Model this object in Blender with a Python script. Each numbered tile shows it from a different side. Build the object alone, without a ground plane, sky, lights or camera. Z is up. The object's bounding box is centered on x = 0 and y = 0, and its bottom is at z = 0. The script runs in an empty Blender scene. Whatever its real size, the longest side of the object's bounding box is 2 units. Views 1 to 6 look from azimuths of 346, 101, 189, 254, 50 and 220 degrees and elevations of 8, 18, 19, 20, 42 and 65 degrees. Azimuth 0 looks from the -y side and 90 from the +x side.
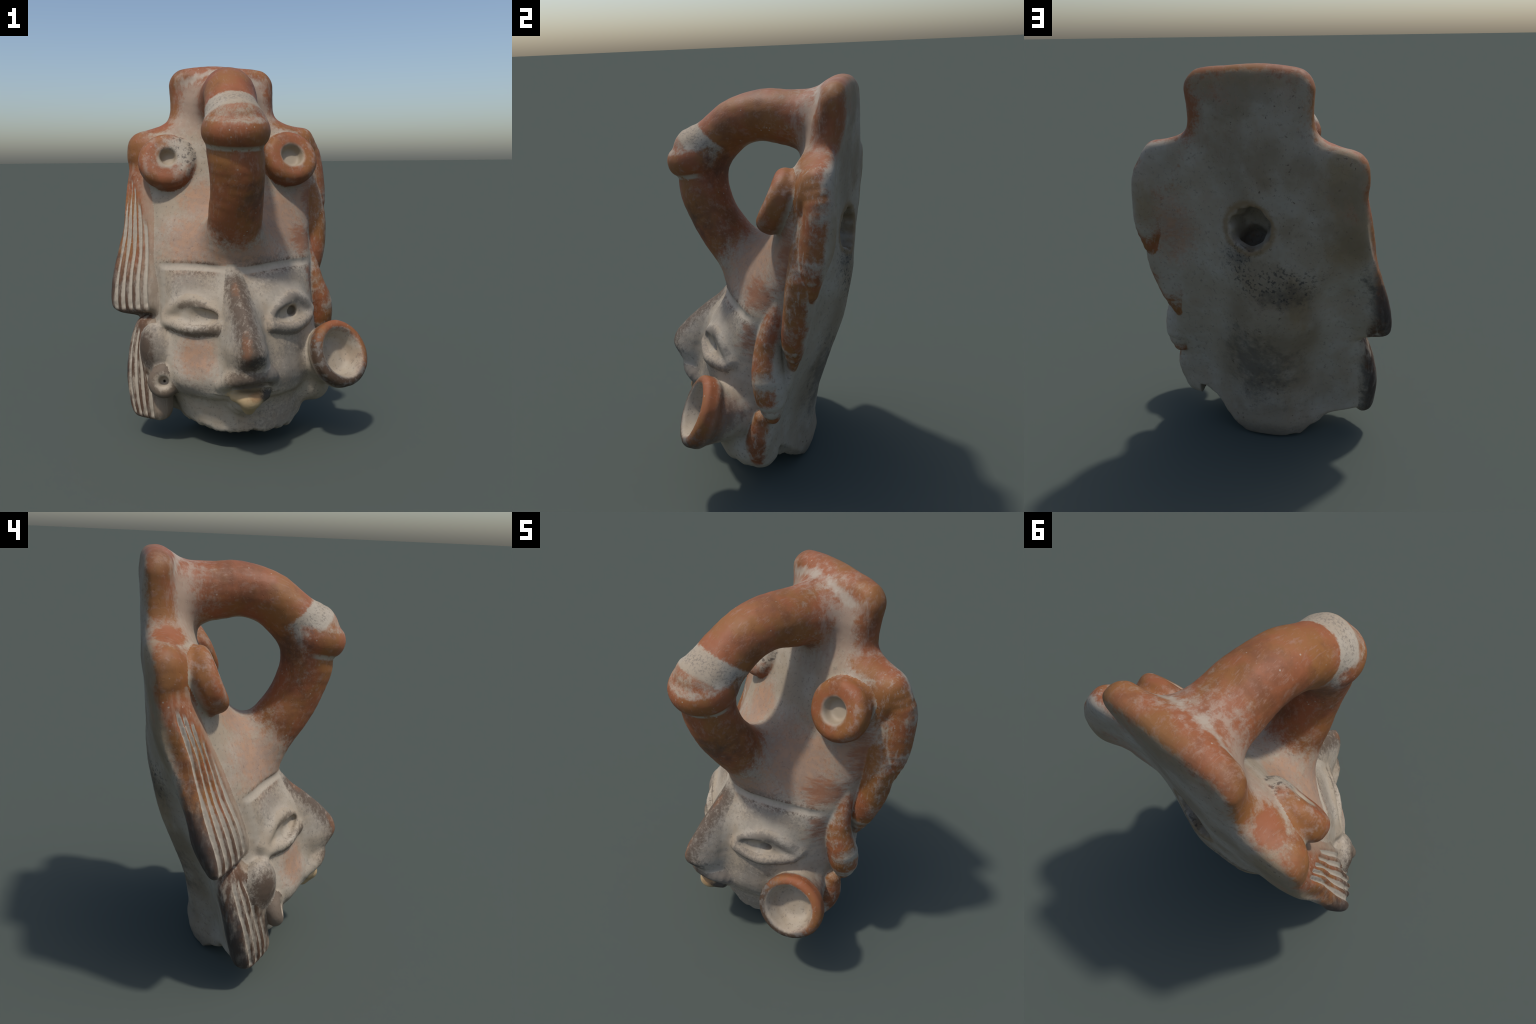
import bpy, math
import numpy as np
from mathutils import Vector, noise as mnoise

V = lambda *a: np.array(a, dtype=np.float64)
STEP = 0.0065            # size of one sampling cell of the implicit clay body

# ---------------------------------------------------------------- small maths
def curve(*pts):
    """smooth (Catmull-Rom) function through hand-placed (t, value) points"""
    t = np.array([p[0] for p in pts], float)
    v = np.array([p[1] for p in pts], float)
    o = np.argsort(t); t = t[o]; v = v[o]
    m = np.gradient(v, t)
    def f(x):
        x = np.clip(x, t[0], t[-1])
        i = np.clip(np.searchsorted(t, x) - 1, 0, len(t) - 2)
        h = t[i + 1] - t[i]; u = (x - t[i]) / h
        u2 = u * u; u3 = u2 * u
        return ((2*u3 - 3*u2 + 1) * v[i] + (u3 - 2*u2 + u) * h * m[i]
                + (-2*u3 + 3*u2) * v[i + 1] + (u3 - u2) * h * m[i + 1])
    return f

def path(pts, n):
    """resample a (x,y,z,r) control polyline as a smooth path of n samples"""
    P = np.array(pts, float)
    s = np.r_[0, np.cumsum(np.linalg.norm(np.diff(P[:, :3], axis=0), axis=1))]
    u = np.linspace(0, s[-1], n)
    return np.stack([curve(*zip(s, P[:, k]))(u) for k in range(4)], 1)

def smin(a, b, k):
    if k <= 0: return np.minimum(a, b)
    h = np.maximum(k - np.abs(a - b), 0) / k
    return np.minimum(a, b) - h * h * k * 0.25
def smax(a, b, k): return -smin(-a, -b, k)
def unit(v): v = np.array(v, float); return v / np.linalg.norm(v)
def sstep(a, b, x):
    t = np.clip((x - a) / (b - a), 0, 1); return t * t * (3 - 2 * t)

# ---------------------------------------------------------------- primitives
# every primitive is (function(x, y, z), (low corner, high corner))
def chain(pts, n=24, sx=1.0, blend=0.0, cx=0.0):
    P = path(pts, n)
    r = P[:, 3].max()
    lo = P[:, :3].min(0) - r * max(sx, 1); hi = P[:, :3].max(0) + r * max(sx, 1)
    def f(x, y, z):
        d = None
        for a, b in zip(P[:-1], P[1:]):
            ba = b[:3] - a[:3]; L = ba @ ba
            if L < 1e-10: continue
            px, py, pz = (x - a[0]), y - a[1], z - a[2]
            t = np.clip((px * ba[0] + py * ba[1] + pz * ba[2]) / L, 0, 1)
            q = np.sqrt(((px - t * ba[0]) / sx) ** 2 + (py - t * ba[1]) ** 2 + (pz - t * ba[2]) ** 2)
            e = q - (a[3] + t * (b[3] - a[3]))
            d = e if d is None else np.minimum(d, e)
        return d
    return f, (lo, hi)

def ellipsoid(c, r, turn=0.0):
    c = V(*c); r = V(*r); m = r.max(); ca, sa = math.cos(turn), math.sin(turn)
    def f(x, y, z):
        X = x - c[0]; Y = y - c[1]
        u = (X * ca + Y * sa) / r[0]; v = (-X * sa + Y * ca) / r[1]; w = (z - c[2]) / r[2]
        k = np.sqrt(u * u + v * v + w * w)
        g = np.sqrt((u / r[0]) ** 2 + (v / r[1]) ** 2 + (w / r[2]) ** 2) + 1e-6
        return k * (k - 1) / g
    return f, (c - m, c + m)

def rbox(c, h, r):
    c = V(*c); h = V(*h)
    def f(x, y, z):
        q = [np.abs(p - c[i]) - (h[i] - r) for i, p in enumerate((x, y, z))]
        out = np.sqrt(sum(np.maximum(a, 0) ** 2 for a in q))
        return out + np.minimum(np.maximum(np.maximum(q[0], q[1]), q[2]), 0) - r
    return f, (c - h, c + h)

def axial(x, y, z, c, n):
    px, py, pz = x - c[0], y - c[1], z - c[2]
    t = px * n[0] + py * n[1] + pz * n[2]
    q = np.sqrt((px - t * n[0]) ** 2 + (py - t * n[1]) ** 2 + (pz - t * n[2]) ** 2)
    return t, q

def disc(c, n, R, h, r):
    c = V(*c); n = unit(n)
    def f(x, y, z):
        t, q = axial(x, y, z, c, n)
        a = q - (R - r); b = np.abs(t) - (h - r)
        return np.sqrt(np.maximum(a, 0) ** 2 + np.maximum(b, 0) ** 2) + np.minimum(np.maximum(a, b), 0) - r
    return f, (c - R - h, c + R + h)

def torus(c, n, R, r, squash=1.0):
    c = V(*c); n = unit(n)
    def f(x, y, z):
        t, q = axial(x, y, z, c, n)
        return np.sqrt((q - R) ** 2 + (t / squash) ** 2) - r
    return f, (c - R - r * 2, c + R + r * 2)

def cone(c, n, length, r0, r1, rnd):
    """tapering drum starting at c, running along n"""
    c = V(*c); n = unit(n); e = c + n * length; m = max(r0, r1) + 0.02
    def f(x, y, z):
        t, q = axial(x, y, z, c, n)
        R = r0 + (r1 - r0) * np.clip(t / length, 0, 1)
        return smax(q - R, np.abs(t - length / 2) - length / 2, rnd)
    return f, (np.minimum(c, e) - m, np.maximum(c, e) + m)

# ---------------------------------------------------------------- head and back
mid_front = curve((0.0, -.22), (.08, -.25), (.15, -.258), (.2, -.262), (.25, -.268), (.28, -.285), (.305, -.322), (.35, -.343), (.42, -.356), (.5, -.332),
                  (.6, -.308), (.68, -.29), (.77, -.265), (.85, -.215), (.93, -.165), (1.0, -.14), (1.08, -.098), (1.2, .008), (1.3, .10),
                  (1.45, .175), (1.6, .245), (1.73, .325), (1.86, .392), (2.0, .45))
side_front = curve((0.0, .04), (.1, .0), (.2, .01), (.25, .0), (.29, -.04), (.34, -.085), (.5, -.05), (.66, .0), (.8, .04), (.93, .07),
                   (1.06, .172), (1.2, .243), (1.3, .262), (1.45, .28), (1.6, .305), (1.73, .35), (1.86, .40), (2.0, .45))
half_width = curve((0, .30), (.1, .33), (.2, .36), (.35, .38), (.66, .39), (.93, .39), (1.06, .42), (1.3, .44), (2.0, .44))
bow = curve((0, 2.2), (.2, 2.2), (.35, 1.9), (.66, 1.9), (.8, 1.9), (.93, 1.5), (1.06, 1.45), (1.3, 1.6), (1.6, 2.0), (2.0, 2.0))
left_edge = curve((0, -.235), (.05, -.275), (.1, -.305), (.2, -.35), (.35, -.43), (.6, -.45), (.9, -.46), (1.2, -.47), (1.45, -.46), (1.6, -.40), (1.72, -.27), (1.8, -.24), (2, -.24))
right_edge = curve((0, .21), (.05, .28), (.1, .345), (.2, .41), (.3, .455), (.5, .46), (.75, .455), (1.0, .47), (1.2, .50), (1.45, .50), (1.6, .42), (1.72, .29), (1.8, .265), (2, .26))
ridge = curve((0, .252), (.08, .275), (.15, .27), (.25, .28), (.4, .31), (.47, .33), (.55, .358), (.67, .40), (.8, .443), (.9, .462), (1.0, .479),
              (1.1, .485), (1.3, .498), (1.5, .51), (1.75, .51), (2.0, .51))
right_fall = curve((0, .10), (.15, .12), (.3, .14), (.6, .145), (.9, .15), (1.1, .125), (1.3, .10), (1.6, .085), (1.75, .06), (1.9, .035), (2, .03))
left_drop = curve((0, .04), (.1, .09), (.3, .10), (.5, .11), (.74, .128), (.9, .12), (1.06, .06), (1.27, .0), (1.4, .0), (1.5, .0), (2, -.01))
yaw = curve((.0, .12), (.15, .14), (.25, .10), (.36, .03), (.45, .035), (.52, .055), (.65, .065), (.8, .05), (1.0, .06), (1.25, .09), (1.6, .11), (2, .11))

def front(x, z):
    u = np.abs(x + .02 * sstep(.8, .3, z)) / half_width(z)
    u = np.sqrt(u * u + .012) - .1095
    return mid_front(z) + (side_front(z) - mid_front(z)) * np.power(np.maximum(u, 0), bow(z)) - yaw(z) * x
def back(x, z):
    u = x + .15 - .08 * sstep(.75, .45, z)
    bump = .035 * np.exp(-((x + .58) / .1) ** 2 - ((z - .82) / .15) ** 2) + .055 * np.exp(-((x - .57) / .1) ** 2 - ((z - 1.38) / .18) ** 2)
    high = sstep(1.1, 1.4, z)
    right = sstep(0, 1, (u - .12 + .05 * sstep(.7, .5, z) + .19 * high) / (.39 + .15 * high))
    reach = .22 + .05 * sstep(.3, .9, z)
    return ridge(z) - right_fall(z) * right - left_drop(z) * sstep(0, reach, -u) + bump

def head(x, y, z):
    e = .01
    yf = front(x, z)
    gx = (front(x + e, z) - front(x - e, z)) / (2 * e); gz = (front(x, z + e) - front(x, z - e)) / (2 * e)
    df = (yf - y) / np.sqrt(1 + gx * gx + gz * gz)
    db = (y - back(x, z)) * .95
    ds = np.maximum(left_edge(z) - x, x - right_edge(z)) * .93
    d = smax(smax(df, db, .05), ds, .11)
    return smax(d, z - 1.86, .08)
HEAD = (head, (V(-.56, -.44, -.05), V(.6, .56, 1.88)))

def panel(x, y, z):
    # the flat upright tab on top of the headdress
    mid = .012; hw = .277 + .02 * sstep(1.74, 1.94, z)
    a = np.abs(x - mid) - (hw - .07)
    b = np.abs(y - (.430 - (.095 - .05 * sstep(1.8, 1.95, z)) * x)) - .002
    c = z - (1.9225 - .10 * np.maximum(np.abs(x - mid) - .12, 0) ** 2 / .09)
    q = [np.maximum(v, 0) for v in (a, b, c)]
    d = np.sqrt(q[0] ** 2 + q[1] ** 2 + q[2] ** 2) + np.minimum(np.maximum(np.maximum(a, b), c), 0) - .068
    return smax(d, 1.5 - z, .02)
PANEL = (panel, (V(-.33, .25, 1.45), V(.36, .56, 2.03)))

# the thin sheet of clay behind everything, out to the hair on both sides
sheet_left = curve((0, -.22), (.06, -.26), (.10, -.31), (.125, -.38), (.15, -.49), (.21, -.545), (.28, -.56), (.39, -.565), (.5, -.55), (.58, -.525), (.62, -.52), (.66, -.60), (.73, -.635),
                   (.8, -.62), (.97, -.585), (1.24, -.54), (1.42, -.50), (1.6, -.44), (1.7, -.28))
sheet_right = curve((0, .15), (.06, .22), (.15, .36), (.22, .43), (.29, .455), (.38, .475), (.46, .455), (.63, .51), (.75, .49), (.95, .53), (1.1, .555), (1.3, .555),
                    (1.41, .545), (1.5, .52), (1.6, .47), (1.7, .30))
def sheet(x, y, z):
    yb = back(x, z)
    d = np.abs(y - (yb - .033)) * .9 - .033
    d = smax(d, np.maximum(sheet_left(z) - x, x - sheet_right(z)) * .8, .07)
    return smax(d, z - 1.66, .08)
SHEET = (sheet, (V(-.66, .0, -.05), V(.66, .56, 1.68)))

# ---------------------------------------------------------------- combed hair locks
W = unit((-.71, .71, 0)); N = unit((-.71, -.71, 0))
class Lock:
    sink = staticmethod(curve((0, .01), (.3, .01), (.5, .012), (.6, .02), (.68, .0), (.75, .002), (1.0, .038), (1.3, .045), (1.6, .045)))
    def __init__(s, cx, cy, hw, th, z0, z1, marks, tilt):
        s.cx, s.cy, s.hw, s.th, s.z0, s.z1, s.marks, s.tilt = cx, cy, hw, th, z0, z1, marks, tilt
    def coords(s, x, y, z):
        dx = x - s.cx(z) + N[0] * s.sink(z); dy = y - s.cy(z) + N[1] * s.sink(z)
        return dx * W[0] + dy * W[1], dx * N[0] + dy * N[1]
    def __call__(s, x, y, z, plain=False):
        a, n = s.coords(x, y, z)
        hw = s.hw(z); th = s.th(z); r = th * .92
        n2 = n + .10 * (a / hw) ** 2 * th * 2
        q1 = np.abs(a) - (hw - r); q2 = np.abs(n2) - (th - r)
        d = np.sqrt(np.maximum(q1, 0) ** 2 + np.maximum(q2, 0) ** 2) + np.minimum(np.maximum(q1, q2), 0) - r
        zl = s.z0 + s.tilt * a
        d = smax(d, (zl - z) * .9, .06)
        d = smax(d, z - s.z1, .06)
        if not plain:
            g = 0
            for f, top in s.marks:
                fade = sstep(zl + .012, zl + .06, z) * (1 - sstep(top - .1, top, z))
                g = g + fade * np.exp(-((a / hw - f) / .085) ** 2)
            d = d + .018 * np.minimum(g, 1) * (n > -.01)
        return d
UPPER = Lock(curve((.6, -.523), (.7, -.521), (.9, -.517), (1.1, -.503), (1.37, -.49), (1.5, -.47)),
             curve((.6, .18), (.7, .195), (.9, .236), (1.1, .275), (1.37, .365), (1.5, .41)),
             curve((.6, .17), (.7, .17), (.9, .158), (1.1, .12), (1.37, .085), (1.5, .06)),
             curve((.6, .05), (.75, .062), (1.1, .06), (1.37, .055), (1.5, .04)),
             .655, 1.47, [(.60, 1.42), (.30, 1.40), (.0, 1.36), (-.30, 1.28), (-.6, 1.18)], -.12)
LOWER = Lock(curve((.0, -.478), (.2, -.487), (.35, -.492), (.55, -.482), (.7, -.465)),
             curve((.0, .01), (.2, .035), (.35, .07), (.55, .125), (.7, .15)),
             curve((.0, .105), (.12, .115), (.2, .127), (.35, .128), (.55, .095), (.7, .05)),
             curve((.0, .05), (.35, .062), (.55, .058), (.7, .04)),
             .112, .64, [(.62, .62), (.28, .62), (-.05, .6), (-.4, .4)], -.02)
UPPERP = (UPPER, (V(-.75, -.05, .6), V(-.3, .55, 1.52)))
LOWERP = (LOWER, (V(-.72, -.2, .05), V(-.3, .3, .68)))

def on_face(x, z, out, r): return (x, float(front(np.float64(x), np.float64(z))) - out, z, r)

HANDLE = chain([(.0, .37, 1.80, .125), (-.0, .29, 1.80, .133), (-.01, .19, 1.803, .132), (-.03, .04, 1.818, .121), (-.05, -.09, 1.783, .12),
                (-.065, -.19, 1.705, .12), (-.075, -.265, 1.61, .122), (-.072, -.29, 1.5, .126), (-.06, -.273, 1.4, .124),
                (-.053, -.232, 1.3, .122), (-.048, -.168, 1.2, .126), (-.045, -.095, 1.1, .13), (-.045, -.0, 1.0, .12)], 36, sx=1.07)
COLLAR_AXIS = unit((0, -.16, .99))
COLLAR = torus((-.073, -.308, 1.605), COLLAR_AXIS, .114, .048, 1.4)
TAPER = chain([(-.065, -.19, 1.715, .112), (-.07, -.25, 1.67, .122), (-.073, -.298, 1.635, .136)], 6, sx=1.05)
DR_C, DR_N = V(.337, .168, 1.475), unit((.06, -.91, .40))
DL_C, DL_N = V(-.33, .250, 1.462), unit((-.10, -.91, .38))
SP_N = unit((.351, -.827, .438)); SP_F = V(.492, -.258, .478)

STRANDS = [
    [(.48, .36, 1.60, .05), (.518, .38, 1.49, .073), (.53, .37, 1.36, .08), (.542, .352, 1.24, .07), (.555, .35, 1.12, .038)],
    [(.495, .315, 1.42, .03), (.49, .295, 1.29, .058), (.517, .292, 1.15, .076), (.507, .272, .98, .076), (.475, .25, .84, .067), (.47, .24, .74, .03)],
    [(.42, .195, 1.05, .024), (.428, .143, .92, .052), (.452, .113, .79, .066), (.495, .118, .65, .078), (.50, .13, .56, .072), (.50, .137, .48, .04)],
    [(.475, .08, .44, .045), (.472, .062, .33, .066), (.455, .045, .25, .064), (.44, .035, .20, .045)],
]
nose_ridge = curve((.45, -.50), (.52, -.515), (.56, -.523), (.6, -.512), (.65, -.490), (.7, -.447), (.75, -.397), (.8, -.336), (.85, -.27), (.9, -.205), (.95, -.14))
def nose(x, y, z):
    c = -.048 - .06 * (z - .57)
    yr = nose_ridge(z) - .034
    dep = np.maximum(y - yr, -.05)
    wing = .02 * sstep(.68, .56, z)
    side = smax((np.abs(x - c) - wing * .6 - dep * (.56 + .10 * (x > c))) * .82, np.abs(x - c) - (.108 - .14 * (z - .56)), .05)
    d = smax(side, (yr + .025 - y) * .62, .035)
    under = (.557 - 1.15 * (y + .522) - z) * .65         # sloping underside
    return smax(smax(d, under, .03), z - .93, .03)
NOSE = (nose, (V(-.2, -.54, .42), V(.08, -.12, .95)))
# name, primitive, blend
ADD = [
    ("body", HEAD, 0), ("body", SHEET, .05), ("headdress_panel", PANEL, .09),
    ("shoulder_lobe", rbox((-.38, .447, 1.525), (.135, .078, .10), .077), .09),
    ("shoulder_lobe.001", rbox((.40, .37, 1.555), (.14, .085, .10), .083), .09),
    ("spout_handle", HANDLE, .125),
    ("spout_handle", TAPER, .02), ("handle_collar", COLLAR, .018),
    ("ring_disc", disc(DL_C, DL_N, .153, .06, .05), .025),
    ("ring_disc.001", disc(DR_C, DR_N, .153, .06, .05), .025),
    ("combed_lock", UPPERP, .03), ("combed_lock.001", LOWERP, .025),
    ("nose", NOSE, .06),
    ("mouth", chain([(-.165, -.325, .382, .022), (-.12, -.40, .434, .041), (-.05, -.424, .452, .048), (.02, -.41, .447, .044), (.078, -.365, .42, .035), (.105, -.315, .378, .02)], 14), .025),
    ("chin", chain([(-.042, -.26, .285, .08), (-.038, -.325, .30, .052)], 4), .04),
    ("tooth", chain([(-.105, -.36, .335, .025), (-.04, -.40, .328, .038), (.045, -.36, .332, .027)], 6), .02),
    ("tooth", chain([(-.04, -.39, .315, .045), (-.036, -.362, .268, .032)], 4), .02),
    ("eyelid", chain([on_face(-.385, .675, -.02, .03), on_face(-.33, .742, -.02, .03), on_face(-.27, .77, -.018, .03), on_face(-.20, .742, -.018, .03), on_face(-.14, .69, -.02, .03)], 12), .03),
    ("eyelid", chain([on_face(-.39, .648, .0, .026), on_face(-.27, .637, .006, .03), on_face(-.15, .655, .008, .024)], 10), .03),
    ("eyelid.001", chain([on_face(.10, .675, -.014, .03), on_face(.16, .742, -.018, .03), on_face(.23, .772, -.018, .03), on_face(.30, .747, -.018, .03), on_face(.365, .68, -.016, .03)], 12), .03),
    ("eyelid.001", chain([on_face(.105, .648, .006, .022), on_face(.23, .628, .006, .028), on_face(.355, .648, .0, .022)], 10), .03),
    ("ear_bead", ellipsoid((-.448, .005, .505), (.062, .10, .13), .6), .04),
    ("ear_ring", torus((-.415, -.085, .35), (-.25, -.92, .2), .046, .040), .025),
    ("ear_spool", chain([(.34, .0, .38, .11), (.41, -.10, .42, .125), tuple(SP_F - SP_N * .07) + (.15,)], 8), .05),
    ("neck_fragment", chain([(.36, -.08, .28, .10), (.41, -.02, .25, .10), (.43, .05, .225, .075)], 4), .05),
    ("ear_spool", disc(SP_F - SP_N * .035, SP_N, .176, .045, .03), .03),
] + [("braid_strand" + (".%03d" % i if i else ""), chain(s, 14), .014) for i, s in enumerate(STRANDS)]
GROOVE = lambda pts, r, n=10: chain(pts, n)
_bore = cone((.02, .27, 1.255), (0.02, 1, .03), .38, .07, .135, .03)
bore = ((lambda x, y, z: _bore[0](x, y, z) + .012 * lattice_noise(x, 0 * y, z, 26, 3)), _bore[1])
CUT = [
    (cone(SP_F - SP_N * .09, SP_N, .2, .095, .165, .03), .02),
    (cone(DR_C + DR_N * .005, DR_N, .12, .052, .078, .02), .015),
    (cone(DL_C + DL_N * .005 + V(.005, 0, .012), DL_N, .12, .032, .066, .02), .015),
    (cone(V(-.415, -.085, .35) - .01 * unit((-.25, -.92, .2)), (-.25, -.92, .2), .09, .02, .03, .01), .012),
    (ellipsoid((-.033, -.41, .392), (.10, .10, .031)), .012),
    # almond sockets under the upper lids, one drilled pupil
    (ellipsoid((-.268, float(front(np.float64(-.268), np.float64(.70))) - .022, .702), (.135, .034, .046), -.52), .010),
    (ellipsoid((.23, float(front(np.float64(.23), np.float64(.70))) - .022, .702), (.135, .036, .048), .52), .010),
    (chain([on_face(.235, .705, .02, .036), on_face(.235, .70, -.06, .024)], 3), .008),
    (bore, .010),
    (chain([(.03, .37, 1.23, .065), (.025, .25, 1.13, .07)], 4), .015),
]

def lattice_noise(x, y, z, s, seed):
    """cheap smooth noise: a few rotated sine products"""
    r = np.random.RandomState(seed); o = 0
    for i in range(4):
        k = unit(r.normal(size=3)) * s * (1 + .7 * i); p = r.uniform(0, 6.28, 3)
        k2 = unit(r.normal(size=3)) * s * (1 + .5 * i)
        o = o + np.sin(x * k[0] + y * k[1] + z * k[2] + p[0]) * np.sin(x * k2[0] + y * k2[1] + z * k2[2] + p[1])
    return o / 2.0

def broken_foot(x, y, z):
    """the ragged underside where the figure broke off"""
    low = .035 + .02 * sstep(.15, -.1, y) - .02 * x - .16 * y + .5 * np.maximum(np.abs(x - .02) - .2, 0) + .7 * np.maximum(x - .1, 0) * sstep(-.05, .2, y) * (x < .4)
    low = low * (1 - sstep(.31, .40, -x)) + .05 * sstep(.31, .40, -x)
    low = np.maximum(low, .0) + .012 * lattice_noise(x, y, 0 * x, 28, 5) + .006 * lattice_noise(x, y, 0 * x, 70, 6)
    return np.maximum(low, 0.0) - z

# ---------------------------------------------------------------- evaluate and skin
def build_surface():
    lo = V(-.70, -.58, -.03); hi = V(.74, .60, 2.05)
    ax = [np.arange(lo[i], hi[i], STEP) for i in range(3)]
    F = np.full([len(a) for a in ax], .3, np.float32)
    def region(b, m):
        sl = [slice(max(0, int((b[0][i] - m - lo[i]) / STEP)), min(len(ax[i]), int((b[1][i] + m - lo[i]) / STEP) + 2)) for i in range(3)]
        g = [ax[i][sl[i]].astype(np.float64).reshape([-1 if j == i else 1 for j in range(3)]) for i in range(3)]
        return tuple(sl), g
    for name, (f, b), k in ADD:
        sl, g = region(b, max(k, .02) + .02)
        F[sl] = smin(F[sl], f(*g).astype(np.float32), k)
    sl, g = region((V(-.7, .0, -.03), V(.7, .6, 2.05)), 0)       # one flat back, planed through everything
    F[sl] = smax(F[sl], ((g[1] - back(g[0], g[2])) * .95).astype(np.float32), .05)
    for (f, b), k in CUT:
        sl, g = region(b, k + .02)
        F[sl] = smax(F[sl], -f(*g).astype(np.float32), k)
    # the incised line across the brow, pressed into whatever surface is there
    sl, g = region((V(-.42, -.3, .87), V(.42, .14, 1.0)), 0)
    line = .937 - .28 * (np.abs(g[0]) - .2) ** 2 - .008 * sstep(0, .2, g[0])
    fade = sstep(.02, .12, np.abs(g[0] + .06)) * .8 + .2
    F[sl] += (.0078 * fade * sstep(.42, .36, np.abs(g[0])) * np.exp(-(np.abs(g[2] - line) / .017) ** 3)).astype(np.float32)
    sl, g = region((V(-.7, -.5, -.03), V(.7, .5, .22)), 0)
    F[sl] = smax(F[sl], broken_foot(*g).astype(np.float32) * .95, .02)
    sl, g = region((lo, hi), 0)
    # keep only the part connected to the body (nothing floats): fields are unions, so trust them
    # --- naive surface nets
    S = F < 0
    c = np.zeros([n - 1 for n in F.shape], np.uint8)
    for i in (0, 1):
        for j in (0, 1):
            for k in (0, 1):
                c += S[i:i + c.shape[0], j:j + c.shape[1], k:k + c.shape[2]]
    act = (c > 0) & (c < 8)
    I = np.argwhere(act)
    idx = np.full(c.shape, -1, np.int32); idx[act] = np.arange(len(I))
    acc = np.zeros((len(I), 3)); cnt = np.zeros(len(I))
    corner = {(i, j, k): F[I[:, 0] + i, I[:, 1] + j, I[:, 2] + k] for i in (0, 1) for j in (0, 1) for k in (0, 1)}
    for a in corner:
        for d in range(3):
            if a[d]: continue
            b = tuple(a[m] + (m == d) for m in range(3))
            fa, fb = corner[a], corner[b]; cross = (fa < 0) != (fb < 0)
            t = np.where(cross, fa / np.where(cross, fa - fb, 1), 0)
            for m in range(3):
                acc[:, m] += np.where(cross, a[m] + (t if m == d else 0), 0)
            cnt += cross
    P = (I + acc / cnt[:, None]) * STEP + lo
    quads = []
    for d in range(3):
        u, v = (d + 1) % 3, (d + 2) % 3
        sa = [slice(1, -1)] * 3; sb = [slice(1, -1)] * 3
        sa[d] = slice(0, -1); sb[d] = slice(1, None)
        A = S[tuple(sa)]; B = S[tuple(sb)]
        E = np.argwhere(A != B)
        off = np.array([1, 1, 1]); off[d] = 0
        E0 = E + off
        inside = A[tuple(E.T)]
        eu = np.eye(3, dtype=int)[u]; ev = np.eye(3, dtype=int)[v]
        q = np.stack([idx[tuple((E0 - o).T)] for o in (0 * eu, eu, eu + ev, ev)], 1)
        q[~inside] = q[~inside][:, ::-1]
        quads.append(q)
    Q = np.concatenate(quads)
    # --- drop loose crumbs: keep the largest connected shell, and light relaxation of stair steps
    lab = np.arange(len(P))
    for _ in range(400):
        m = lab[Q].min(1); new = lab.copy()
        for j in range(4): np.minimum.at(new, Q[:, j], m)
        new = new[new]
        if (new == lab).all(): break
        lab = new
    ids, n = np.unique(lab, return_counts=True)
    keep = lab == ids[n.argmax()]
    Q = Q[keep[Q[:, 0]]]
    re = np.cumsum(keep) - 1; P = P[keep]; Q = re[Q]
    for w in (.45, -.46, .45, -.46):
        s = np.zeros_like(P); cn = np.zeros(len(P))
        for j in range(4):
            np.add.at(s, Q[:, j], P[Q[:, (j + 1) % 4]] + P[Q[:, (j + 3) % 4]]); np.add.at(cn, Q[:, j], 2)
        P = P + w * (s / cn[:, None] - P)
    return P, Q
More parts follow.
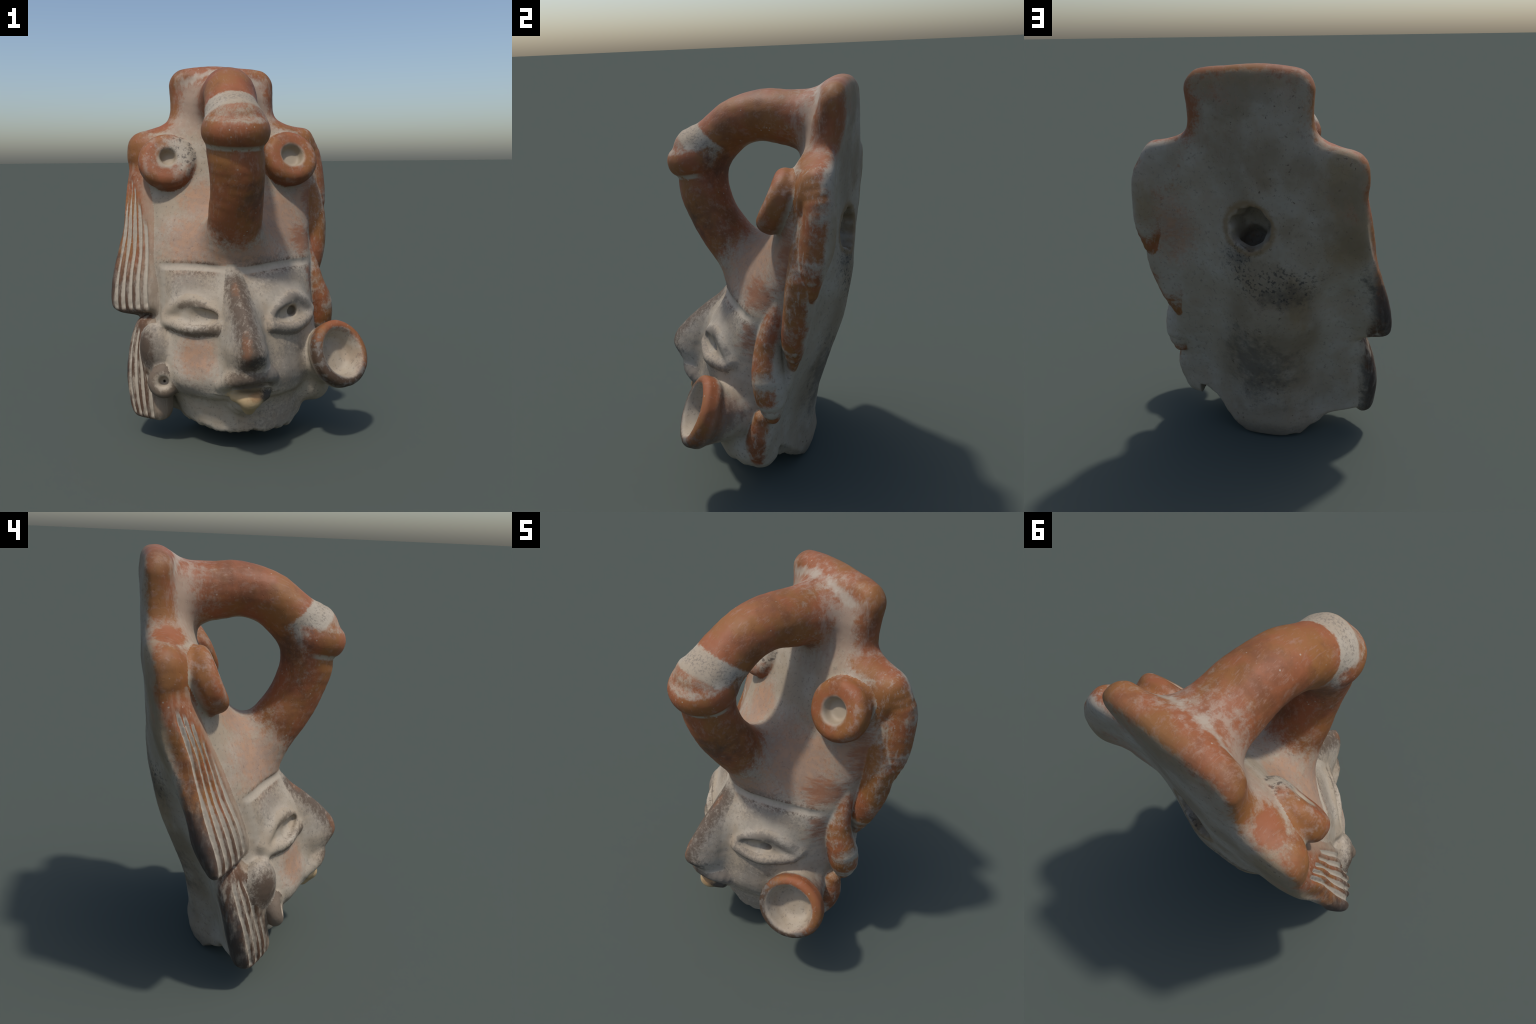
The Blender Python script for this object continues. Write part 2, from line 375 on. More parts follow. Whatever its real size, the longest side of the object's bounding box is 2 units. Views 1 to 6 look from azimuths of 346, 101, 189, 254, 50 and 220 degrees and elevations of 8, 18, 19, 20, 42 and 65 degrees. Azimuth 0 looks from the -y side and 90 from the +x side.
# ---------------------------------------------------------------- materials
class Nodes:
    """thin helper: scalar fields over object space, written as shader nodes"""
    def __init__(s, name):
        s.m = bpy.data.materials.new(name); s.m.use_nodes = True
        s.t = s.m.node_tree; s.t.nodes.clear()
        s.out = s.new("ShaderNodeOutputMaterial"); s.bsdf = s.new("ShaderNodeBsdfPrincipled")
        s.t.links.new(s.bsdf.outputs[0], s.out.inputs[0])
        s.p = s.new("ShaderNodeTexCoord").outputs["Object"]
        sep = s.new("ShaderNodeSeparateXYZ"); s.link(s.p, sep.inputs[0])
        s.x, s.y, s.z = sep.outputs
        s._noise = {}
    def new(s, kind): return s.t.nodes.new(kind)
    def link(s, a, b):
        if isinstance(a, (int, float)): b.default_value = a
        elif isinstance(a, (tuple, list)): b.default_value = tuple(a)
        else: s.t.links.new(a, b)
    def f(s, op, a, b=None, c=None, clamp=False):
        n = s.new("ShaderNodeMath"); n.operation = op; n.use_clamp = clamp
        for i, v in enumerate((a, b, c)):
            if v is not None: s.link(v, n.inputs[i])
        return n.outputs[0]
    def add(s, a, b): return s.f("ADD", a, b)
    def sub(s, a, b): return s.f("SUBTRACT", a, b)
    def mul(s, a, b): return s.f("MULTIPLY", a, b)
    def hi(s, *v):
        r = v[0]
        for q in v[1:]: r = s.f("MAXIMUM", r, q)
        return r
    def lo(s, *v):
        r = v[0]
        for q in v[1:]: r = s.f("MINIMUM", r, q)
        return r
    def v(s, op, a, b=None):
        n = s.new("ShaderNodeVectorMath"); n.operation = op
        s.link(a, n.inputs[0])
        if b is not None: s.link(b, n.inputs[1])
        return n.outputs["Value"] if op in ("LENGTH", "DOT_PRODUCT", "DISTANCE") else n.outputs[0]
    def blob(s, c, r):
        """1 at c, 0 on the ellipsoid of radii r, negative outside"""
        r = (r, r, r) if isinstance(r, (int, float)) else r
        return s.f("SUBTRACT", 1.0, s.v("LENGTH", s.v("DIVIDE", s.v("SUBTRACT", s.p, c), r)))
    def plane(s, n, c):
        """signed distance in metres from the plane through c"""
        n = unit(n); return s.sub(s.v("DOT_PRODUCT", s.p, tuple(n)), float(np.dot(n, c)))
    def seg(s, a, b):
        """distance from the segment a-b"""
        a = np.array(a, float); b = np.array(b, float); ab = b - a
        d = s.v("SUBTRACT", s.p, tuple(a))
        t = s.f("MULTIPLY", s.v("DOT_PRODUCT", d, tuple(ab)), 1 / float(ab @ ab), clamp=True)
        n = s.new("ShaderNodeVectorMath"); n.operation = "SCALE"; n.inputs[0].default_value = tuple(ab); s.link(t, n.inputs["Scale"])
        return s.v("LENGTH", s.v("SUBTRACT", d, n.outputs[0])), t
    def line(s, pts, r):
        """1 on the polyline, 0 at distance r"""
        return s.hi(*[s.f("MULTIPLY_ADD", s.seg(a, b)[0], -1 / r, 1.0) for a, b in zip(pts[:-1], pts[1:])])
    def poly(s, fun, z0, z1, var):
        c = np.polyfit(np.linspace(z0, z1, 30), fun(np.linspace(z0, z1, 30)), 3)
        r = float(c[0])
        for k in c[1:]: r = s.f("MULTIPLY_ADD", var, r, float(k))
        return r
    def noise(s, scale, detail=3.0, rough=.6, stretch=(1, 1, 1), shift=0.0):
        key = (scale, detail, rough, stretch, shift)
        if key not in s._noise:
            mp = s.new("ShaderNodeMapping"); mp.inputs["Scale"].default_value = stretch; mp.inputs["Location"].default_value = (shift, shift * 1.7, -shift)
            s.link(s.p, mp.inputs[0])
            n = s.new("ShaderNodeTexNoise"); s.link(mp.outputs[0], n.inputs["Vector"])
            n.inputs["Scale"].default_value = scale; n.inputs["Detail"].default_value = detail; n.inputs["Roughness"].default_value = rough
            s._noise[key] = n.outputs["Fac"]
        return s._noise[key]
    def step(s, a, b, x):
        n = s.new("ShaderNodeMapRange"); n.interpolation_type = "SMOOTHSTEP"; n.clamp = True
        n.inputs["From Min"].default_value = a; n.inputs["From Max"].default_value = b
        s.link(x, n.inputs["Value"]); return n.outputs[0]
    def mask(s, field, soft=.35, grain=None, amp=.9):
        """noisy-edged mask of a field"""
        g = grain if grain is not None else s.noise(22, 5, .68)
        return s.step(-soft, soft, s.f("MULTIPLY_ADD", s.sub(g, .5), amp * 2, field))
    def mix(s, a, b, fac):
        n = s.new("ShaderNodeMix"); n.data_type = "RGBA"
        s.link(fac, n.inputs["Factor"])
        s.link((*a, 1) if isinstance(a, tuple) else a, n.inputs[6]); s.link((*b, 1) if isinstance(b, tuple) else b, n.inputs[7])
        return n.outputs[2]
    def finish(s, col, rough=.72, bump=.25):
        s.link(col, s.bsdf.inputs["Base Color"]); s.link(rough, s.bsdf.inputs["Roughness"])
        s.bsdf.inputs["Specular IOR Level"].default_value = .35
        h = s.add(s.mul(s.noise(90, 4, .7), .6), s.mul(s.step(.63, .72, s.noise(55, 2, .5, shift=7.0)), -.5))
        b = s.new("ShaderNodeBump"); b.inputs["Strength"].default_value = bump; b.inputs["Distance"].default_value = .004
        s.link(h, b.inputs["Height"]); s.link(b.outputs[0], s.bsdf.inputs["Normal"])
        return s.m

WHITE, CHALK, WARM = (.345, .28, .203), (.385, .33, .258), (.31, .20, .125)
RED, OCHRE, RUST = (.27, .088, .033), (.25, .10, .028), (.15, .055, .022)
GREY, BROWN, SOOT, PINK = (.145, .122, .10), (.075, .045, .027), (.032, .029, .027), (.285, .15, .095)

def slip(s):
    """the chalky white coat"""
    c = s.mix(WHITE, CHALK, s.step(.4, .65, s.noise(6, 3, .6)))
    c = s.mix(c, WARM, s.mul(s.step(.52, .75, s.noise(4.5, 4, .6, shift=3.0)), .35))
    c = s.mix(c, GREY, s.mul(s.step(.55, .66, s.noise(58, 5, .75, shift=1.0)), .6))
    return c
def fired(s, streak=(1, 1, 1), wear=.5):
    """burnished terracotta with scuffs and pale specks"""
    c = s.mix(RED, OCHRE, s.step(.42, .62, s.noise(5, 3, .6, shift=2.0)))
    c = s.mix(c, RUST, s.mul(s.step(.48, .70, s.noise(5, 5, .66, shift=5.0)), .7))
    fleck = s.step(.60, .68, s.noise(60, 3, .6, (streak[0] * 1.6, streak[1] * .5, streak[2] * .6), 31.0))
    c = s.mix(c, PINK, s.mul(fleck, .55))
    scuff = s.step(.60 - .10 * wear, .74 - .06 * wear, s.noise(26, 5, .72, streak, 4.0))
    c = s.mix(c, PINK, s.mul(scuff, .75 * min(1, wear + .3)))
    speck = s.new("ShaderNodeTexVoronoi"); s.link(s.p, speck.inputs["Vector"]); speck.inputs["Scale"].default_value = 34
    dot = s.mul(s.step(.16, .08, speck.outputs["Distance"]), s.step(.5, .6, s.noise(12, 2, .5, shift=9.0)))
    return s.mix(c, CHALK, s.mul(dot, .7))

def back_stains(s, col, grain, bare=0.0):
    """ochre, soot and pits of the flat rear side"""
    behind = s.step(-.10, -.03, s.sub(s.y, s.f("MULTIPLY_ADD", s.step(.2, 1.1, s.z), .25, .24)))
    behind = s.mul(behind, s.f('MULTIPLY_ADD', bare, -.85, 1.0))
    ochre = s.hi(s.line([(-.40, .5, 1.55), (-.47, .48, 1.3), (-.42, .44, 1.0)], .12), s.blob((.53, .42, 1.25), (.1, .12, .25)), s.blob((.05, .48, 1.95), (.34, .1, .07)), s.blob((-.2, .45, .85), (.08, .1, .2)))
    col = s.mix(col, (.27, .165, .06), s.mul(s.mul(s.mask(s.sub(ochre, .3), .5, s.noise(14, 4, .65, (1, 1, .4), 3.0), 1.0), .6), behind))
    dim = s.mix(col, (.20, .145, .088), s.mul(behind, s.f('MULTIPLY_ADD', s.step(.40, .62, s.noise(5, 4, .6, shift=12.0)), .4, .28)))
    soot = s.hi(s.blob((.02, .31, .50), (.20, .14, .28)), s.blob((-.53, .33, .84), (.14, .15, .18)), s.blob((-.17, .46, .95), (.14, .1, .10)), s.blob((.10, .47, 1.12), (.1, .1, .07)))
    col = s.mix(dim, SOOT, s.mul(s.mul(s.mask(s.sub(soot, .3), .6, s.add(s.mul(grain, .5), s.mul(s.noise(7, 4, .65, shift=71.0), .5)), 2.4), .55), behind))
    pits = s.mul(s.step(.64, .70, s.noise(48, 3, .6, shift=15.0)), s.step(.42, .6, s.noise(4, 2, .5, shift=16.0)))
    col = s.mix(col, BROWN, s.mul(s.mul(pits, .7), behind))
    return col, behind

MADE = {}
def body_material():
    """slip-coated body: face, headdress, shoulders, back, neck, handle"""
    s = Nodes("slip_over_terracotta")
    grain = s.noise(24, 5, .70); fine = s.noise(60, 5, .75, shift=2.5); brush = s.noise(30, 4, .7, (1, 1, .28), 6.0)
    side_brush = s.noise(34, 4, .7, (.35, .5, 1.6), 8.0)
    col = slip(s)
    # warm blush on the forehead and cheeks
    blush = s.hi(s.blob((-.25, -.0, 1.06), (.18, .22, .16)), s.blob((-.17, .1, 1.25), (.12, .2, .14)), s.blob((-.25, -.2, .50), (.12, .14, .12)),
                 s.blob((.22, .03, 1.15), (.24, .25, .22)), s.blob((.0, -.13, .99), (.3, .2, .09)), s.blob((.42, .25, 1.25), (.14, .25, .2)))
    col = s.mix(col, s.mix(PINK, (.36, .165, .08), s.step(.45, .6, grain)), s.mul(s.mask(s.sub(blush, .12), .5, s.add(s.mul(grain, .5), s.mul(fine, .5)), 1.5), .6))
    red = s.hi(s.blob((.36, .10, 1.03), (.11, .16, .10)), s.blob((.44, .26, 1.25), (.06, .12, .22)), s.blob((.385, .06, .82), (.05, .12, .12)))
    col = s.mix(col, RED, s.mul(s.mask(s.sub(red, .25), .4, side_brush, 1.1), .7))
    # grey rubbed brow panels, right cheek, throat
    grey = s.hi(s.blob((-.27, -.10, .845), (.13, .16, .085)), s.blob((.22, -.15, .85), (.17, .2, .085)), s.blob((.22, -.29, .44), (.15, .15, .15)),
                s.blob((.15, -.2, .16), (.18, .1, .12)), s.blob((-.30, -.18, .33), (.1, .12, .05)), s.blob((.15, -.16, .955), (.2, .1, .04)))
    col = s.mix(col, GREY, s.mul(s.mask(s.sub(grey, .15), .5, fine, 1.7), .5))
    # white floor of the brow line between dark brown edges; white channels beside the brows and under the lids
    ax = s.sub(s.f("ABSOLUTE", s.x), .2)
    dz = s.sub(s.z, s.f("MULTIPLY_ADD", s.mul(ax, ax), -.28, .933))
    here = s.mul(s.step(.14, .10, s.y), s.step(.42, .39, s.f("ABSOLUTE", s.x)))
    edge = s.mul(s.step(.045, .02, s.f("ABSOLUTE", dz)), s.step(.05, .12, s.f("ABSOLUTE", s.add(s.x, .06))))
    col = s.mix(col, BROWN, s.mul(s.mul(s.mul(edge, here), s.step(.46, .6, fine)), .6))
    col = s.mix(col, CHALK, s.mul(s.mul(s.step(.021, .013, s.f("ABSOLUTE", dz)), here), .85))
    lanes = s.hi(s.line([(-.13, -.19, .92), (-.14, -.27, .78), (-.15, -.30, .62), (-.16, -.32, .5)], .05), s.line([(-.405, .05, .9), (-.40, .0, .68)], .035),
                 s.line([(.10, -.27, .80), (.2, -.2, .83), (.32, -.1, .80)], .05), s.line([(-.2, -.2, .81), (-.3, -.1, .81)], .05))
    col = s.mix(col, CHALK, s.mul(s.mask(s.sub(lanes, .35), .5, grain, .5), .6))
    # raised and rubbed terracotta
    # distance in front of the flat back, for the tab and for the shoulder lobes
    xr = s.f("MAXIMUM", s.add(s.x, .15), 0.0)
    tab_front = s.f("MULTIPLY_ADD", s.sub(s.y, s.f("MULTIPLY_ADD", xr, -.06, .508)), -20.0, -.35)
    lobe_front = s.f("MULTIPLY_ADD", s.sub(s.y, s.f("MULTIPLY_ADD", xr, -.155, .515)), -20.0, -.45)
    inner_dir = s.plane((0, -.62, .78), (0, -.2, 1.62))
    taper = s.lo(s.f("MULTIPLY_ADD", s.f("ABSOLUTE", s.plane((0, -.64, -.77), (-.07, -.255, 1.69))), -1 / .04, 1.0), s.mul(s.plane((0, -.77, .64), (-.07, -.225, 1.65)), 9.0))
    arch = s.line([(-.005, .20, 1.80), (-.03, .04, 1.83), (-.05, -.09, 1.80), (-.065, -.19, 1.71), (-.073, -.29, 1.60), (-.072, -.30, 1.5), (-.06, -.285, 1.4), (-.053, -.24, 1.3), (-.05, -.20, 1.22)], .25)
    underside = s.line([(-.02, .17, 1.66), (-.02, .08, 1.67), (-.04, .0, 1.655)], .085)
    tab = s.hi(s.blob((.012, .42, 2.0), (.40, .26, .17)), s.blob((.30, .40, 1.85), (.085, .16, .20)), s.blob((-.28, .45, 1.85), (.075, .16, .19)))
    lobes = s.hi(s.blob((-.49, .43, 1.50), (.15, .25, .19)), s.blob((.50, .37, 1.56), (.15, .25, .15)), s.blob((.36, .33, 1.66), (.16, .1, .05)), s.blob((-.36, .40, 1.66), (.12, .1, .05)))
    raised = s.hi(s.f("MULTIPLY_ADD", s.sub(arch, .33), 3.0, 0.0), s.mul(s.lo(s.sub(tab, .10), tab_front), 1.6), s.mul(s.lo(s.sub(lobes, .12), lobe_front), 1.5))
    raised = s.sub(raised, s.mul(s.step(-.7, .6, s.f('MULTIPLY_ADD', s.sub(s.add(s.mul(grain, .4), s.mul(fine, .6)), .5), 2.5, taper)), 3.2))
    raised = s.sub(raised, s.mul(s.step(.0, .6, underside), 1.2))
    raised = s.sub(raised, s.mul(s.step(.06, .0, s.f("ABSOLUTE", s.plane((0, -.16, .99), (-.073, -.312, 1.497)))), 0.0))
    # the collar ring and the braid strands are rubbed bare as well
    ct = s.plane(COLLAR_AXIS, (-.073, -.308, 1.598)); cq = s.seg(tuple(V(-.073, -.308, 1.605) - COLLAR_AXIS * .3), tuple(V(-.073, -.308, 1.605) + COLLAR_AXIS * .3))[0]
    ring_f = s.lo(s.f("MULTIPLY_ADD", s.f("ABSOLUTE", ct), -2 / .062, 2.0), s.mul(s.sub(cq, .115), 40.0))
    raised = s.hi(raised, s.lo(ring_f, s.f("MULTIPLY_ADD", s.y, -12.0, -2.6)))
    for pts in STRANDS:
        P4 = path(pts, 6)
        for a, b in zip(P4[:-1], P4[1:]):
            dist, t = s.seg(tuple(a[:3]), tuple(b[:3]))
            e = s.sub(dist, s.f("MULTIPLY_ADD", t, float(b[3] - a[3]), float(a[3])))
            rear = s.sub(s.y, s.f("MULTIPLY_ADD", t, float(b[1] - a[1]), float(a[1])))
            raised = s.hi(raised, s.lo(s.f("MULTIPLY_ADD", e, -100.0, .45), s.f("MULTIPLY_ADD", rear, -30.0, .95)))
    m_or = s.mask(raised, .4, s.add(s.mul(grain, .55), s.mul(fine, .45)), 1.3)
    terra = fired(s, (1.3, .6, .8), .75)
    chalky = s.mul(s.step(.34, .42, s.x), s.step(.53, .66, s.noise(38, 5, .72, (1, 1, .4), 51.0)))
    terra = s.mix(terra, s.mix(PINK, CHALK, .55), s.mul(chalky, .7))
    # pinkish rubbed zone where the handle grows out of the tab
    rub = s.hi(s.blob((.0, .33, 1.80), (.32, .13, .22)), s.blob((-.05, -.06, 1.12), (.22, .16, .08)))
    terra = s.mix(terra, s.mix(PINK, CHALK, s.step(.45, .6, brush)), s.mul(s.mask(s.sub(rub, .2), .45, brush, 1.1), .5))
    col = s.mix(col, s.mix(PINK, CHALK, .35), s.mul(s.mask(s.sub(s.blob((.0, .33, 1.78), (.40, .12, .26)), .05), .5, brush, 1.2), .75))
    col = s.mix(col, terra, m_or)
    crease = s.mul(s.mask(s.sub(s.line([(-.20, .375, 1.90), (-.08, .345, 1.945), (.08, .33, 1.945), (.2, .335, 1.90)], .03), .3), .5, brush, 1.0), .75)
    col = s.mix(col, CHALK, crease)
    band = s.mul(s.step(-.3, .4, taper), s.step(.5, .62, s.noise(66, 4, .7, (1, 1, 1.6), 61.0)))
    col = s.mix(col, GREY, s.mul(band, .6))
    # white slip line under the collar, soot smudge inside the bend
    ring = s.mul(s.step(.017, .006, s.f("ABSOLUTE", s.plane((0, -.16, .99), (-.073, -.40, 1.522)))), s.mul(s.step(-.25, -.30, s.y), s.step(1.62, 1.58, s.z)))
    col = s.mix(col, WHITE, s.mul(ring, s.step(.36, .5, grain)))
    smudge = s.hi(s.blob((-.07, -.19, 1.58), (.2, .12, .13)), s.blob((.0, -.30, 1.30), (.09, .12, .13)))
    col = s.mix(col, SOOT, s.mul(s.mask(s.sub(smudge, .3), .5, grain, 1.0), .6))
    col, behind = back_stains(s, col, grain, m_or)
    ringd = s.seg((.02, .2, 1.262), (.03, .7, 1.27))[0]
    col = s.mix(col, (.20, .12, .05), s.mul(s.mul(s.mask(s.f("MULTIPLY_ADD", s.f("ABSOLUTE", s.sub(ringd, .118)), -40.0, .5), .5, grain, 1.0), .7), s.step(.3, .38, s.y)))
    pock = s.mul(s.step(.54, .62, s.noise(62, 3, .6, shift=17.0)), s.mask(s.sub(s.hi(s.blob((.12, .46, 1.1), (.14, .12, .13)), s.blob((-.1, .46, .98), (.22, .12, .12))), .1), .5, grain))
    col = s.mix(col, SOOT, s.mul(s.mul(pock, .75), behind))
    # grimy broken foot
    foot = s.mask(s.f("MULTIPLY_ADD", s.z, -14.0, .9), .6, fine, 1.2)
    col = s.mix(col, GREY, s.mul(foot, .55))
    col = s.mix(col, SOOT, s.mul(s.mask(s.sub(s.blob((-.0, -.2, .07), (.2, .1, .05)), .2), .4, fine, 1.0), .5))
    return s.finish(col, s.f("MULTIPLY_ADD", m_or, -.2, .78))

def disc_material(name, c0, n0, worn, hole):
    s = Nodes(name)
    c = fired(s, (1, 1, 1), .75)
    c = s.mix(c, s.mix(PINK, CHALK, .4), s.mul(s.step(.5, .66, s.noise(16, 5, .7, shift=41.0)), .7))
    c = s.mix(c, RUST, s.mul(s.mask(s.sub(s.mul(s.plane((0, 0, -1), tuple(c0 - V(0, 0, .06))), 8.0), .2), .6), .6))
    if worn is not None:
        c = s.mix(c, s.mix(CHALK, GREY, s.step(.5, .62, s.noise(40, 4, .7))), s.mask(s.sub(s.blob(worn, .13), .15), .4))
    c = s.mix(c, WHITE, s.mask(s.mul(s.sub(hole, s.seg(tuple(c0 - n0 * .1), tuple(c0 + n0 * .2))[0]), 30.0), .35, amp=.35))
    d = s.plane(tuple(n0), tuple(c0 - n0 * .035))
    c = s.mix(c, WHITE, s.mask(s.f("MULTIPLY_ADD", d, -30.0, -.2), .5))
    return s.finish(c, .6)

def lock_material(name, L, z0, z1, dark, pale=.3):
    s = Nodes(name)
    dx = s.add(s.sub(s.x, s.poly(L.cx, z0, z1, s.z)), 0.0); dy = s.sub(s.y, s.poly(L.cy, z0, z1, s.z))
    a = s.add(s.mul(dx, float(W[0])), s.mul(dy, float(W[1])))
    n = s.add(s.mul(dx, float(N[0])), s.mul(dy, float(N[1])))
    u = s.f("DIVIDE", a, s.poly(L.hw, z0, z1, s.z))
    grain = s.noise(26, 5, .7); hair = s.noise(30, 4, .7, (1, 1, .25), 5.0)
    rib = fired(s, (1.3, .6, .8), .75)
    low = s.step(*dark, s.f("MULTIPLY_ADD", s.sub(grain, .5), .25, s.z))
    rib = s.mix(rib, s.mix(BROWN, GREY, s.step(.4, .65, hair)), s.mul(low, .9))
    rib = s.mix(rib, WHITE, s.mul(s.step(.46, .66, hair), pale))
    # inner ribs are the palest
    rib = s.mix(rib, WHITE, s.mul(s.mask(s.f("MULTIPLY_ADD", u, -1.5, -.75), .5, grain, .8), .55))
    lines = None
    for f0, top in L.marks:
        w = s.f("MULTIPLY_ADD", s.f("ABSOLUTE", s.sub(u, f0)), -1 / .088, 1.0)
        w = s.lo(w, s.mul(s.sub(top - .03, s.z), 12.0))
        lines = w if lines is None else s.hi(lines, w)
    lines = s.lo(lines, s.mul(s.sub(s.z, s.f("MULTIPLY_ADD", a, L.tilt, L.z0 + .028)), 25.0))
    lines = s.lo(lines, s.mul(s.add(n, .03), 25.0))
    col = s.mix(rib, CHALK, s.mask(s.sub(lines, .12), .22, grain, .35))
    # the flat rear of the sheet stays pale
    rear = s.mask(s.mul(s.sub(-.05, n), 30.0), .6, grain)
    col = s.mix(col, back_stains(s, slip(s), s.noise(24, 5, .70))[0], rear)
    col = s.mix(col, SOOT, s.mul(s.mask(s.sub(s.lo(s.f("MULTIPLY_ADD", u, 2.5, -1.9), s.mul(s.sub(L.z0 + .35, s.z), 4.0)), .0), .5, grain, 1.2), .75))
    return s.finish(col, .7)

def simple(name, base, layers, rough=.7):
    """slip or terracotta ground plus (colour, field builder, strength) layers"""
    s = Nodes(name); col = slip(s) if base == "slip" else fired(s)
    fine = s.noise(55, 5, .75, shift=2.5)
    for colour, field, k in layers:
        c = fired(s) if colour == "fired" else colour
        col = s.mix(col, c, s.mul(s.mask(field(s), .4, fine, 1.0), k))
    return s.finish(col, rough)

def nose_material():
    r = [(-.07, -.24, .87), (-.068, -.33, .79), (-.065, -.44, .68), (-.063, -.52, .58), (-.063, -.48, .53)]
    return simple("rubbed_nose", "slip", [
        (GREY, lambda s: s.sub(s.line(r, .13), .35), .55),
        (BROWN, lambda s: s.sub(s.line(r, .068), .25), .8),
        ("fired", lambda s: s.sub(s.hi(s.blob((-.075, -.50, .62), (.03, .08, .11)), s.blob((-.075, -.27, .84), (.025, .07, .07))), .4), .45),
        (CHALK, lambda s: s.sub(s.mul(s.sub(s.noise(42, 5, .7, (1, 1, .4), 21.0), .54), 5.0), .3), .45),
        (SOOT, lambda s: s.sub(s.blob((-.03, -.47, .55), (.07, .07, .05)), .25), .7)])

def material_for(name):
    kind = name.split(".")[0]
    if kind in ("face", "headdress", "back", "neck", "neck_fragment", "headdress_panel", "shoulder_lobe", "spout_handle", "handle_collar", "braid_strand"):
        key, make = "body", body_material
    elif name == "ring_disc": key, make = name, lambda: disc_material("rubbed_disc", DL_C, DL_N, tuple(DL_C + V(.09, -.05, .06)), .055)
    elif kind == "ring_disc": key, make = name, lambda: disc_material("terracotta_disc", DR_C, DR_N, None, .07)
    elif name == "combed_lock": key, make = name, lambda: lock_material("combed_paint", UPPER, .64, 1.45, (1.05, .78))
    elif kind == "combed_lock": key, make = name, lambda: lock_material("combed_grey_paint", LOWER, .1, .62, (1.2, .5), .75)
    elif kind == "nose": key, make = kind, nose_material
    elif kind == "mouth":
        key, make = kind, lambda: simple("rubbed_lips", "slip", [
            (GREY, lambda s: s.add(s.blob((.03, -.42, .44), (.13, .1, .07)), .1), .75), (BROWN, lambda s: s.sub(s.blob((-.08, -.44, .44), (.11, .06, .05)), .05), .7)])
    elif kind == "tooth":
        key, make = kind, lambda: simple("ivory_tooth", "slip", [
            ((.42, .29, .14), lambda s: s.add(s.blob((-.05, -.42, .31), (.13, .1, .07)), .2), .8), (OCHRE, lambda s: s.sub(s.blob((.0, -.43, .35), (.06, .05, .03)), .2), .5),
            (SOOT, lambda s: s.sub(s.blob((.05, -.385, .335), (.045, .06, .04)), .1), .9)])
    elif kind == "eyelid":
        key, make = kind, lambda: simple("rubbed_eyelid", "slip", [
            (BROWN, lambda s: s.sub(s.line([(-.37, -.05, .625), (-.27, -.2, .62), (-.15, -.29, .65)], .045), .35), .75),
            (BROWN, lambda s: s.sub(s.line([(-.33, -.12, .745), (-.27, -.19, .775), (-.18, -.26, .725)], .028), .25), .6),
            (GREY, lambda s: s.sub(s.line([(.36, -.09, .63), (.23, -.24, .61), (.11, -.30, .635)], .06), .3), .8),
            (GREY, lambda s: s.sub(s.line([(.35, -.1, .72), (.23, -.22, .785), (.12, -.28, .72)], .035), .3), .7)])
    elif kind == "ear_bead":
        key, make = kind, lambda: simple("sooted_bead", "slip", [
            (GREY, lambda s: s.sub(s.blob((-.50, -.05, .50), (.12, .14, .17)), .1), .6), (BROWN, lambda s: s.sub(s.blob((-.53, -.03, .50), (.075, .11, .13)), .1), .85)])
    elif kind == "ear_ring":
        key, make = kind, lambda: simple("sooted_ring", "slip", [
            (BROWN, lambda s: s.sub(s.mul(s.sub(s.seg((-.415, -.085, .35), (-.44, -.18, .37))[0], .046), 30.0), .0), .75),
            (CHALK, lambda s: s.sub(s.blob((-.41, -.09, .345), .045), .25), 1.0)])
    elif kind == "ear_spool":
        def make():
            s = Nodes("spool_paint"); grain = s.noise(30, 5, .7)
            col = slip(s)
            t = s.plane(tuple(SP_N), tuple(SP_F)); q = s.seg(tuple(SP_F - SP_N * .5), tuple(SP_F + SP_N * .3))[0]
            rim = s.lo(s.mul(s.add(t, .055), 25.0), s.mul(s.sub(q, .132), 40.0))
            terra = fired(s, (1, 1, 1), .4)
            terra = s.mix(terra, s.mix(BROWN, GREY, s.step(.45, .6, grain)), s.mask(s.sub(s.mul(s.plane((-.5, .1, -.85), tuple(SP_F + V(0, 0, .02))), 9.0), .0), .6, grain))
            col = s.mix(col, PINK, s.mul(s.mask(s.sub(s.lo(s.blob((.58, -.08, .45), (.12, .2, .2)), s.mul(s.sub(q, .13), 30.0)), .1), .5, grain, 1.1), .6))
            col = s.mix(col, terra, s.mask(s.sub(rim, .1), .35, grain, .6))
            side = s.lo(s.blob((.62, -.13, .5), (.13, .17, .2)), s.mul(s.sub(q, .13), 40.0))
            col = s.mix(col, terra, s.mul(s.mask(s.sub(side, .1), .5, grain, 1.0), .7))
            col = s.mix(col, GREY, s.mul(s.mask(s.sub(s.blob((.56, -.27, .44), (.05, .08, .06)), .3), .4, grain, 1.1), .5))
            return s.finish(col, .68)
        key = kind
    else: key, make = "body", body_material
    if key not in MADE: MADE[key] = make()
    return MADE[key]

# ---------------------------------------------------------------- relief of the hand-worked clay
def relief(P, Nn):
    x, y, z = P.T
    d = .0022 * lattice_noise(x, y, z, 13, 11) + .0007 * lattice_noise(x, y, z, 38, 12)
    return P + Nn * d[:, None]

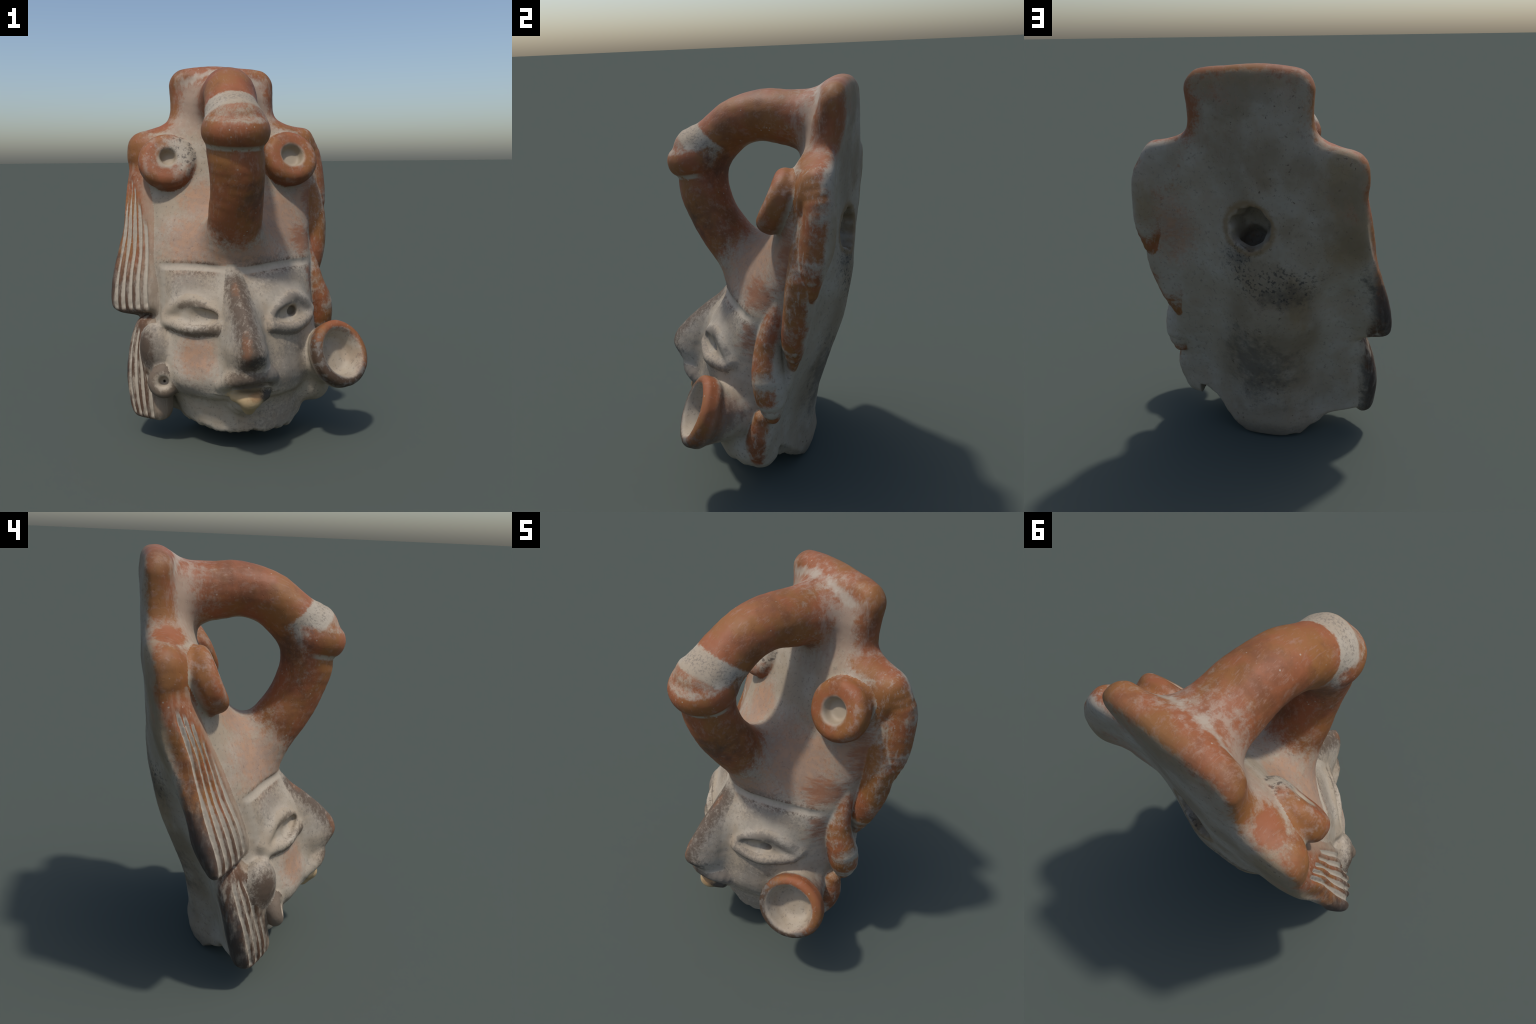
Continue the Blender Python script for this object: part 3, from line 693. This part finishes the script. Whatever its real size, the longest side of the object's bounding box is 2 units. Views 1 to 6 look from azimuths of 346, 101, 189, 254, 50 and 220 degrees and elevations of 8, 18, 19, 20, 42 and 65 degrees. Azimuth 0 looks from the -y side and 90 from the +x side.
def vertex_normals(P, Q):
    fn = np.cross(P[Q[:, 2]] - P[Q[:, 0]], P[Q[:, 3]] - P[Q[:, 1]])
    n = np.zeros_like(P)
    for j in range(4): np.add.at(n, Q[:, j], fn)
    return n / np.maximum(np.linalg.norm(n, axis=1), 1e-9)[:, None]

P, Q = build_surface()
NV = vertex_normals(P, Q)
P = relief(P, NV)
P[:, 2] -= P[:, 2].min()
NV = vertex_normals(P, Q)
C = P[Q].mean(1); CN = NV[Q].mean(1)

# ---------------------------------------------------------------- split the one skin into named parts
names = []; best = np.full(len(C), 9.0); lab = np.zeros(len(C), int)
BIAS = {"body": .004, "combed_lock": -.012, "combed_lock.001": -.012, "tooth": -.006}
for name, (f, b), k in ADD:
    if name not in names: names.append(name)
    d = f(*C.T) + BIAS.get(name, 0)
    lo, hi = b
    m = (d < best) & (C > lo - .05).all(1) & (C < hi + .05).all(1)
    if name == 'nose': m &= (C[:, 1] < front(C[:, 0], C[:, 2]) - .006) & (np.abs(C[:, 0] + .064) < .04 + .22 * (.93 - C[:, 2]))
    best[m] = d[m]; lab[m] = names.index(name)
def relabel(mask, name):
    if name not in names: names.append(name)
    lab[mask] = names.index(name)
body = lab == names.index("body")
relabel(body & (CN[:, 1] > .1), "back")
relabel(body & (CN[:, 1] <= .1) & (C[:, 2] > .935), "headdress")
relabel(body & (CN[:, 1] <= .1) & (C[:, 2] <= .935), "face")
relabel(body & (C[:, 2] < .2), "neck")
relabel(lab == names.index("chin"), "face")

root = bpy.data.objects.new("pottery_head", None)
bpy.context.scene.collection.objects.link(root)
root["label"] = "weathered terracotta head fragment with looped spout handle"
root["category"] = "pottery figure"

def make_part(name, faces):
    if len(faces) < 6: return
    q = Q[faces]; used, inv = np.unique(q, return_inverse=True); inv = inv.reshape(q.shape)
    me = bpy.data.meshes.new(name)
    me.from_pydata(P[used].tolist(), [], inv.tolist())
    me.polygons.foreach_set("use_smooth", [True] * len(q))
    me.normals_split_custom_set_from_vertices(NV[used].tolist())
    ob = bpy.data.objects.new(name, me)
    bpy.context.scene.collection.objects.link(ob)
    ob.parent = root
    me.materials.append(material_for(name))
    return ob
for i, n in enumerate(names):
    make_part(n, np.nonzero(lab == i)[0])
